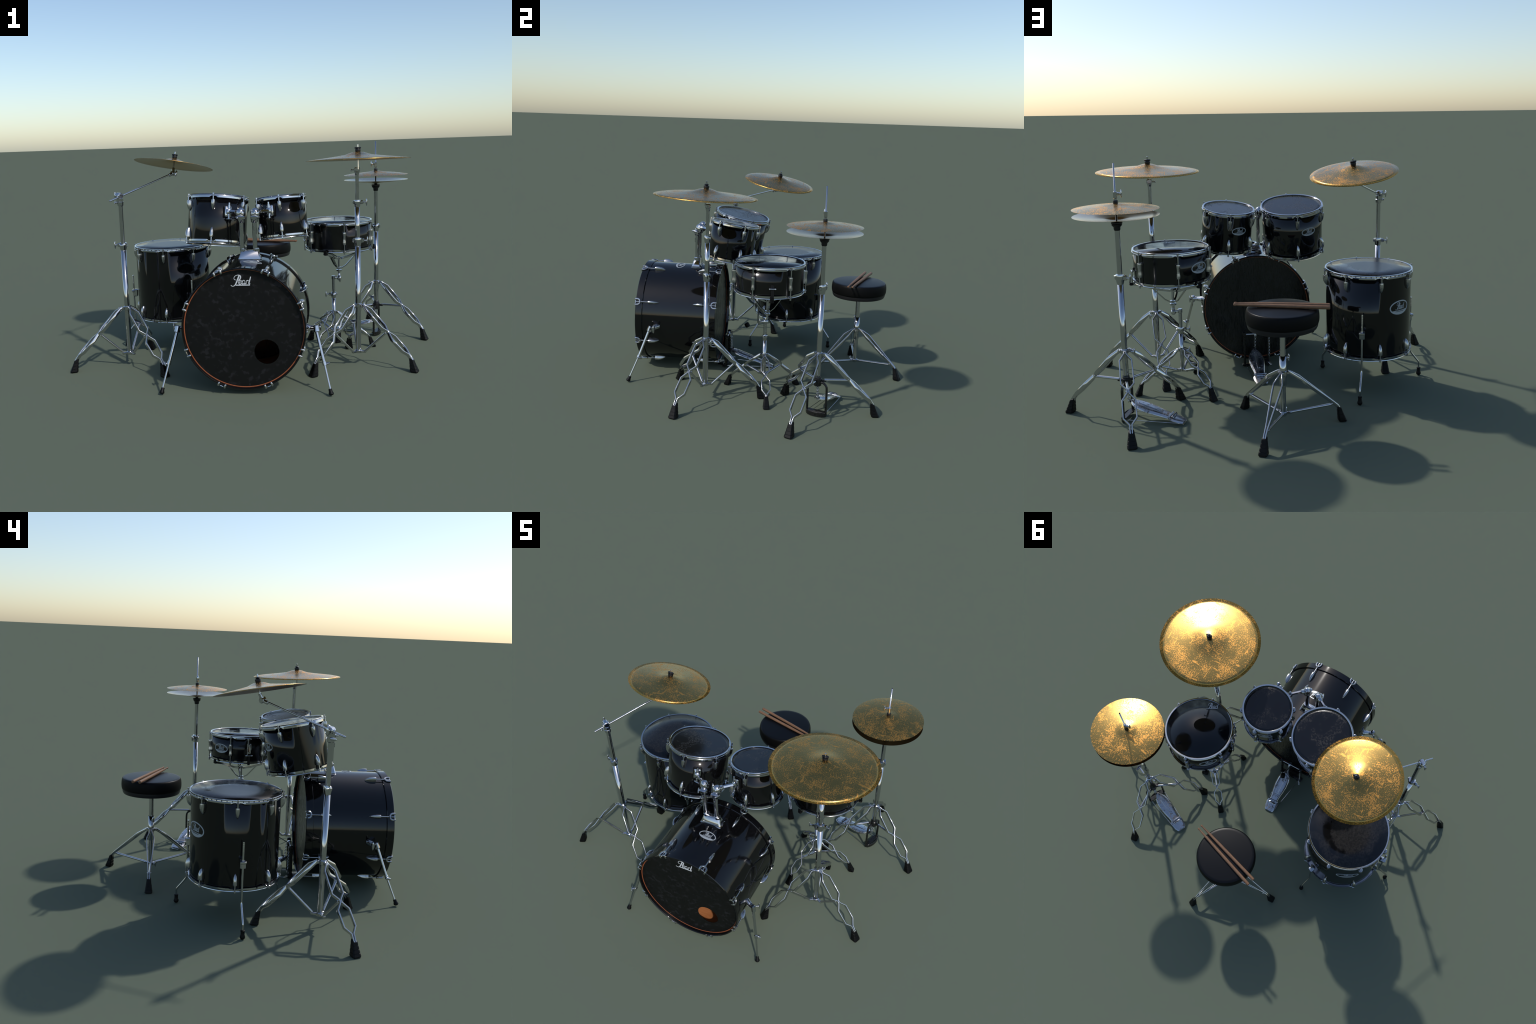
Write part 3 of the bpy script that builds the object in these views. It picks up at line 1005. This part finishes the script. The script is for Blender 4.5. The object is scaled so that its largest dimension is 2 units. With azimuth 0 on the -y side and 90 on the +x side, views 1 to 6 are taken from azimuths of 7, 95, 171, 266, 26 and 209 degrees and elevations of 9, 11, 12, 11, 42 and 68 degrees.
def build_crash():
    C = Vector((-.693, -.3275, 0))
    th = thing("cymbal_stand", C, "chrome boom stand with a tilted bronze crash cymbal", "cymbal")
    tripod(th, "big", (-157.4, -37.4, 82.6), BIG_LEG, ((.288, .066), (.305, 0)), .326, .0145, .074, .0145, ((.036, .076), (.150, .190)))
    soft_tube("lower_tube", .0142, .068, .650, th)
    part("upper_tube", cyl(.0116, .64, .905, 28), "chrome", th)
    collar(th, .647, .688, .0130, .0190, 165)
    place("wing_nut", shared("wing_nut/small", lambda: wing_nut_geo(.014, .018), "chrome"), th, RZ(200) @ T((.028, 0, .318)))
    # boom
    piv = Vector((-.698, -.325, .9412)) - C
    tail = Vector((-.734, -.3855, .9175)) - C
    head = Vector((-.4735, -.042, 1.0390)) - C
    part("boom_arm", rod(tail, head, .0047, 14), "chrome", th)
    d = (head - tail).normalized()
    s = d.cross(Vector((0, 0, 1))).normalized()
    g = join(cyl(.0165, .886, .912, 24, .004, .0185), move(box(.032, .030, .030, .006), (-.002, 0, .903)), rod(piv - s * .020, piv + s * .018, .0165, 24, bevel=.004), rod(piv - d * .020, piv + d * .020, .0105, 16, bevel=.002))
    t = part("boom_tilter", g, "chrome", th)
    part("wing_nut", move(wing_nut_geo(.016, .020), T(piv - s * .018) @ RZ(math.degrees(math.atan2(-s.y, -s.x)))), "chrome", t)
    part("wing_nut", move(wing_nut_geo(.014, .016), T((-.012, -.004, .905)) @ RZ(190) @ Matrix.Rotation(rad(80), 4, "X")), "chrome", t)
    n = Vector((.1321, .1693, .9767)).normalized()
    tip = Vector((-.4545, -.0013, 1.1625)) - C
    m = frame(n).to_4x4()
    m.translation = tip
    low = tip - n * .106
    part("tilter_post", rod(low, tip - n * .03, .0046, 14), "chrome", th)
    hub = Vector((-.466, -.031, 1.0405)) - C
    part("tilter", join(rod(low + n * .012, hub, .0085, 16), rod(hub - s * .013, hub + s * .013, .0135, 24, bevel=.002), rod(hub - d * .034, hub, .0092, 16, bevel=.002), move(wing_nut_geo(.014, .018), T(hub + s * .010) @ RZ(math.degrees(math.atan2(s.y, s.x))) @ Matrix.Rotation(rad(-20), 4, "X"))), "chrome", th)
    cymbal("crash_cymbal", th, m @ T((0, 0, -.0780)), scaled(RIDE, .2254, .0375), "cymbal_bronze", "cymbal_underside", False)
    cymbal_topper(th, m)


PEDAL_T = [(0, .020), (.05, .042), (.12, .066), (.22, .080), (.35, .083), (.50, .074), (.62, .062), (.70, .057), (.735, .060)]
HEEL_T = [(.75, .066), (.80, .076), (.90, .070), (.97, .060), (1.0, .050)]


def plate_geo(stations, L, crown=.004, skirt=.009, lift=0.0):
    v = []
    cols = 11
    for t, w in stations:
        for j in range(cols):
            s = 2 * j / (cols - 1) - 1
            y = s * w / 2
            z = crown * (1 - s * s) + lift
            if abs(s) > .99:
                z = -skirt * (1 - .5 * t) + lift
                y *= 1.02
            v.append(Vector((t * L, y, z)))
    n = len(stations)
    f = [tuple(reversed(q)) for q in grid_faces(n, cols, False)]
    # underside
    o = len(v)
    v += [p - Vector((0, 0, .003)) for p in v]
    f += [tuple(i + o for i in reversed(q)) for q in f]
    b = list(range(cols)) + [i * cols + cols - 1 for i in range(1, n)] + [(n - 1) * cols + j for j in range(cols - 2, -1, -1)] + [i * cols for i in range(n - 2, 0, -1)]
    f += [(b[i], b[(i + 1) % len(b)], b[(i + 1) % len(b)] + o, b[i] + o) for i in range(len(b))]
    return v, [tuple(reversed(q)) for q in f]


def foot_plate(th, toe, heel):
    toe, heel = Vector(toe), Vector(heel)
    d = heel - toe
    L = d.length
    x = d.normalized()
    y = Vector((0, 0, 1)).cross(x).normalized()
    z = x.cross(y)
    m = Matrix((x, y, z)).transposed().to_4x4()
    m.translation = toe
    p = part("footboard", plate_geo(PEDAL_T, L), "worn_pedal_metal", th, m, 50)
    # raised rib and hinge
    part("footboard_rib", sweep([(.04, 0, .0045), (.10, 0, .0060), (.16, 0, .0045)], rect_section(.016, .004, .0015)), "worn_pedal_metal", p)
    part("hinge", join(rod((L * .742, -.031, .002), (L * .742, .031, .002), .0055, 12), rod((L * .742, -.035, .002), (L * .742, .035, .002), .0028, 8)), "chrome", p)
    hm = Matrix.Rotation(math.asin(max(-1, min(1, (-x.z) * 0.75))), 4, "Y")
    part("heel_plate", move(plate_geo(HEEL_T, L, .003, .006), Matrix.Identity(4)), "worn_pedal_metal", p, T((0, 0, -.001)))
    part("heel_stop", move(box(.012, .050, .012, .004), (L * .80, 0, .001)), "worn_pedal_metal", p)
    return p, m, L


def chain_geo(p, q, n, r=.0042, w=.0013):
    p, q = Vector(p), Vector(q)
    g = []
    m = aim(p, q)
    L = (q - p).length
    for i in range(n):
        t = torus(r, w, 14, 6)
        s = Matrix.Diagonal((1, (L / n) / (2 * r) * 1.35, 1, 1))
        g.append(move(t, m @ T((0, 0, L * (i + .5) / n)) @ Matrix.Rotation(math.pi / 2, 4, "X") @ s if i % 2 == 0 else m @ T((0, 0, L * (i + .5) / n)) @ Matrix.Rotation(math.pi / 2, 4, "Z") @ Matrix.Rotation(math.pi / 2, 4, "X") @ s))
    return join(*g)


def build_hihat():
    C = Vector((.6952, .3006, 0))
    th = thing("hi_hat", C, "chrome hi-hat stand with paired bronze cymbals and pedal", "cymbal")
    tripod(th, "hat", (-24, 96, 216), BIG_LEG, ((.288, .066), (.305, 0)), .328, .0132, .188, .0145, ((.034, .1905), (.158, .1925)), "black_metal")
    soft_tube("lower_tube", .0136, .185, .650, th)
    part("upper_tube", cyl(.0112, .64, .892, 28), "chrome", th)
    collar(th, .644, .690, .0128, .0190, 155)
    place("wing_nut", shared("wing_nut/small", lambda: wing_nut_geo(.014, .018), "chrome"), th, RZ(185) @ T((.028, 0, .322)))
    part("cymbal_cup", revolve([(0, .889), (.0125, .889), (.0145, .894), (.0150, .904), (.0205, .910), (.0235, .914), (.0235, .9165), (.0215, .918), (.0250, .920), (.0250, .9255), (.0215, .9275), (.010, .928), (.008, .934), (0, .934)], 28), "black_plastic", th)
    soft_tube("pull_rod", .0037, .90, 1.1842, th, 14, 1.0, .3)
    cymbal("hi_hat_cymbal", th, T((0, 0, .9568)) @ Matrix.Rotation(math.pi, 4, "X"), HAT, "cymbal_underside", "cymbal_polished", True)
    cymbal("hi_hat_cymbal", th, T((0, 0, .9861)) @ Matrix.Rotation(rad(-.35), 4, "Y"), HAT, "cymbal_bronze", "cymbal_underside", True)
    part("clutch_felt", revolve([(0, 1.0065), (.0100, 1.0065), (.0106, 1.009), (.0106, 1.021), (.0095, 1.0235), (0, 1.0235)], 20), "black_plastic", th)
    cl = part("clutch", join(cyl(.0062, 1.022, 1.032, 16), cyl(.0085, 1.030, 1.061, 16, .002), move(box(.016, .012, .014, .003), RZ(190) @ T((.011, 0, 1.044)))), "chrome", th)
    part("wing_nut", move(wing_nut_geo(.013, .0185), RZ(190) @ T((.011, 0, 1.051))), "chrome", cl)
    # black pedal frame
    u = Vector((.36, .933, 0))
    w = Vector((-u.y, u.x, 0))
    fr = smooth_path([u * -.052 + Vector((0, 0, .006)), u * -.052 + Vector((0, 0, .10)), u * -.0515 + Vector((0, 0, .150)), u * -.046 + Vector((0, 0, .167)), u * -.030 + Vector((0, 0, .178)), u * .0 + Vector((0, 0, .181)), u * .030 + Vector((0, 0, .178)), u * .046 + Vector((0, 0, .167)), u * .0515 + Vector((0, 0, .150)), u * .052 + Vector((0, 0, .10)), u * .052 + Vector((0, 0, .006))], 5)
    g = sweep(fr, rect_section(.0105, .012, .003), up=w)
    arc = [u * (.052 * math.cos(math.pi * i / 12)) + w * -.022 * math.sin(math.pi * i / 12) * 1.0 + Vector((0, 0, .012)) for i in range(13)]
    g = join(g, sweep(arc, rect_section(.006, .024, .002)), sweep([u * -.052 + Vector((0, 0, .022)), u * .052 + Vector((0, 0, .022))], rect_section(.026, .004, .001)))
    part("pedal_frame", g, "black_metal", th)
    part("hub_block", join(cyl(.020, .160, .200, 20, .003), cyl(.0165, .20, .215, 20, .002, .0145)), "black_metal", th)
    part("chain", join(chain_geo((-.004, -.002, .168), (-.010, .002, .082), 9), chain_geo((.004, .004, .168), (-.004, .006, .082), 9)), "chrome", th)
    toe, heel = Vector((.676, .304, .090)) - C, Vector((.436, .4065, .013)) - C
    p, m, L = foot_plate(th, toe, heel)
    part("toe_clamp", join(move(box(.022, .026, .008, .002), m @ T((.006, 0, -.008))), move(cyl(.004, .0, .010, 10), m @ T((.010, .006, .002)))), "black_metal", th)
    ends = [m @ Vector((L * .93, s * .034, -.006)) for s in (1, -1)]
    back = m @ Vector((L * 1.01, 0, -.007))
    part("spring_wire", join(tube([u * .050 + Vector((-.01, .0, .012)), ends[0] if (ends[0] - u).length < (ends[1] - u).length else ends[1]], .0016, 8), tube([u * -.050 + Vector((-.01, 0, .012)), ends[1] if (ends[0] - u).length < (ends[1] - u).length else ends[0]], .0016, 8), tube([ends[0], back + (ends[0] - ends[1]) * .3, back - (ends[0] - ends[1]) * .3, ends[1]], .0018, 8)), "chrome", th)


def build_bass_pedal():
    C = Vector((.0195, -.262, 0))
    th = thing("bass_pedal", C, "bass drum pedal with worn metal footboard and beater", "pedal")
    g = []
    for x in (.086, -.047):
        g.append(move(box(.012, .018, .196, .003), Vector((x, -.262, 0)) - C))
    g.append(move(box(.158, .030, .010, .003), Vector((.0195, -.268, .002)) - C))
    g.append(move(box(.075, .050, .008, .003), Vector((.0195, -.292, .001)) - C))
    g.append(move(box(.030, .030, .030, .005), Vector((-.040, -.262, .004)) - C))
    g.append(move(box(.020, .022, .020, .004), Vector((.086, -.262, .182)) - C))
    g.append(move(box(.020, .022, .020, .004), Vector((-.047, -.262, .176)) - C))
    part("pedal_frame", join(*g), "black_metal", th)
    ax = .187
    part("axle", join(rod(Vector((.095, -.258, ax)) - C, Vector((-.056, -.258, ax)) - C, .0042, 14), rod(Vector((.034, -.258, ax)) - C, Vector((.020, -.258, ax)) - C, .017, 20)), "chrome", th)
    part("chain", chain_geo(Vector((.027, -.243, ax)) - C, Vector((.031, -.234, .104)) - C, 9, .0048), "chrome", th)
    hd = Vector((.0173, -.1457, .2536)) - C
    st = Vector((.0215, -.258, ax)) - C
    part("beater_rod", rod(st, hd + (hd - st).normalized() * .01, .0028, 10), "chrome", th)
    d = (hd - st).normalized()
    k = d.cross(Vector((1, 0, 0))).normalized()
    part("beater", rod(hd - k * .014, hd + k * .014, .0145, 24, bevel=.004), "black_rubber", th)
    part("spring", join(chain_geo(Vector((-.050, -.246, .165)) - C, Vector((-.050, -.246, .060)) - C, 12, .0042), rod(Vector((-.050, -.246, .062)) - C, Vector((-.050, -.246, .022)) - C, .003, 10), rod(Vector((-.050, -.246, .190)) - C, Vector((-.050, -.246, .162)) - C, .003, 10)), "chrome", th)
    toe, heel = Vector((.0345, -.240, .105)) - C, Vector((.0255, .022, .006)) - C
    p, m, L = foot_plate(th, toe, heel)
    part("toe_clamp", join(move(box(.022, .026, .010, .002), m @ T((.004, 0, -.008))), move(cyl(.004, 0, .012, 10), m @ T((.012, .0, .004)))), "black_metal", th)
    part("clamp_screw", rod(Vector((-.045, -.250, .020)) - C, Vector((-.060, -.225, .012)) - C, .005, 12), "chrome", th)
    ends = [m @ Vector((L * .93, s * .034, -.004)) for s in (1, -1)]
    lf, rt = (ends[0], ends[1]) if ends[0].x > ends[1].x else (ends[1], ends[0])
    part("spring_wire", join(tube([Vector((.080, -.255, .008)) - C, lf], .0016, 8), tube([Vector((-.042, -.255, .008)) - C, rt], .0016, 8)), "chrome", th)


def build_snare_stand():
    C = Vector((.4345, 0, 0))
    th = thing("snare_stand", C, "low chrome tripod stand with a three-arm basket", "stand")
    tripod(th, "snare", (9.5, 129.5, 249.5), SMALL_LEG, ((.209, .060), (.228, 0)), .214, .0104, .110, .0104, ((.026, .108), (.108, .138)), "chrome", .0145, (.020, .036), .0052)
    soft_tube("lower_tube", .0106, .106, .305, th)
    part("upper_tube", cyl(.0088, .30, .424, 24), "chrome", th)
    collar(th, .300, .332, .0100, .0148, 182, half=.0175, reach=.013)
    place("wing_nut", shared("wing_nut/small", lambda: wing_nut_geo(.014, .018), "chrome"), th, RZ(185) @ T((.024, 0, .208)))
    B = Vector((.4672, .0110, 0)) - C
    g = join(cyl(.0115, .408, .429, 20, .002), rod((0, 0, .419), (B.x, .003, .417), .0065, 14), move(ellipsoid(.0135, .0135, .016), (B.x, .003, .416)), rod((B.x, -.016, .416), (B.x, .018, .416), .0105, 18, bevel=.003), rod((B.x, .003, .420), (B.x, B.y, .440), .0075, 14))
    t = part("basket_tilter", g, "chrome", th)
    part("wing_nut", move(wing_nut_geo(.012, .018), T((B.x, -.014, .414)) @ RZ(-70)), "chrome", t)
    part("basket_shaft", move(join(cyl(.0062, .430, .540, 16), cyl(.0165, .454, .464, 20, .002), cyl(.0150, .468, .478, 20, .002), cyl(.0095, .528, .540, 16, .002)), B), "chrome", th)
    S = Vector((.4659, .0174, 0)) - C
    for a in (9, 129, 249):
        d = RZ(a)
        e = S - B
        e = RZ(-a) @ Vector((e.x, e.y, 0))

        def q(r, z, y=0.0):
            k = r / .2
            return Vector((r + e.x * k, y + e.y * k, z))
        arm = part("basket_arm", join(sweep([q(.010, .529, .004), q(.060, .540, .0075), q(.160, .5735, .0075), q(.192, .580, .006)], rect_section(.0056, .0105, .0012)), sweep([q(.010, .529, -.004), q(.060, .540, -.0075), q(.160, .5735, -.0075), q(.192, .580, -.006)], rect_section(.0056, .0105, .0012)),
                                      sweep([q(.014, .472), q(.040, .487), q(.098, .549)], rect_section(.0100, .0062, .0012))), "chrome", th, T(B) @ d)
        part("rubber_grip", join(move(box(.022, .022, .012, .004), q(.199, .575)), move(box(.008, .020, .026, .003), q(.2045, .577))), "black_rubber", arm)
    return th


def build_throne():
    C = Vector((-.0033, .5205, 0))
    th = thing("drum_throne", C, "round black padded drum stool on chrome tripod", "stool")
    tripod(th, "seat", (-57, 63, 183), SEAT_LEG, ((.260, .068), (.277, 0)), .256, .0140, .066, .0130, ((.030, .066), (.226, .083)), "chrome", .0165, (.021, .040))
    part("lower_tube", cyl(.0125, .052, .262, 24), "chrome", th)
    soft_tube("sleeve", .0156, .200, .336, th)
    part("upper_tube", cyl(.0126, .33, .472, 24), "chrome", th)
    place("wing_nut", shared("wing_nut/small", lambda: wing_nut_geo(.014, .018), "chrome"), th, RZ(205) @ T((.016, 0, .322)))
    place("wing_nut", shared("wing_nut/small", lambda: wing_nut_geo(.014, .018), "chrome"), th, RZ(240) @ T((.016, 0, .066)))
    s = part("seat", revolve([(.1565, .4935), (.1595, .495), (.1615, .503), (.1625, .515), (.1620, .530), (.1600, .545), (.1578, .5515), (.1555, .5540)], 72), "seat_side", th, angle=70)
    part("seat_top", revolve([(.1557, .5532), (.1552, .5548), (.1520, .5564), (.14, .5572), (.12, .5584), (.09, .5598), (.06, .5608), (.03, .5613), (0, .5615)], 72), "seat_cloth", s, angle=60)
    part("seat_base", revolve([(0, .4697), (.060, .4697), (.144, .4697), (.1520, .4715), (.1560, .480), (.1575, .490), (.1572, .4945), (.150, .4950)], 72), "seat_base", s)
    part("seat_plate", join(cyl(.060, .4655, .4705, 24), cyl(.0185, .445, .468, 20, .002)), "black_metal", s)


def stick_geo(L):
    pr = [(0, 0), (.0062, 0), (.0080, .0018), (.0085, .005), (.0086, L * .30), (.0083, L * .62), (.0066, L * .82), (.0046, L * .945), (.0040, L * .962), (.0052, L * .972), (.0060, L * .985), (.0046, L * .996), (0, L)]
    return revolve(pr, 20)


def build_sticks():
    z = .5695
    L = .425
    me = mesh_of("drumstick", stick_geo(L), "stick_wood", 50)
    for butt, tip in (((-.198, .6020), (.2115, .4685)), ((-.2065, .5655), (.2055, .4465))):
        b, t = Vector((*butt, z)), Vector((*tip, z - .0005))
        ob = place("drumstick", me, None, aim(b, b + (t - b)))
        ob["label"], ob["category"] = "slim wooden drumstick with a rounded bead tip", "drumstick"


make_materials()
build_bass()
build_toms()
build_floor_tom()
build_snare()
build_snare_stand()
build_ride()
build_crash()
build_hihat()
build_bass_pedal()
build_throne()
build_sticks()
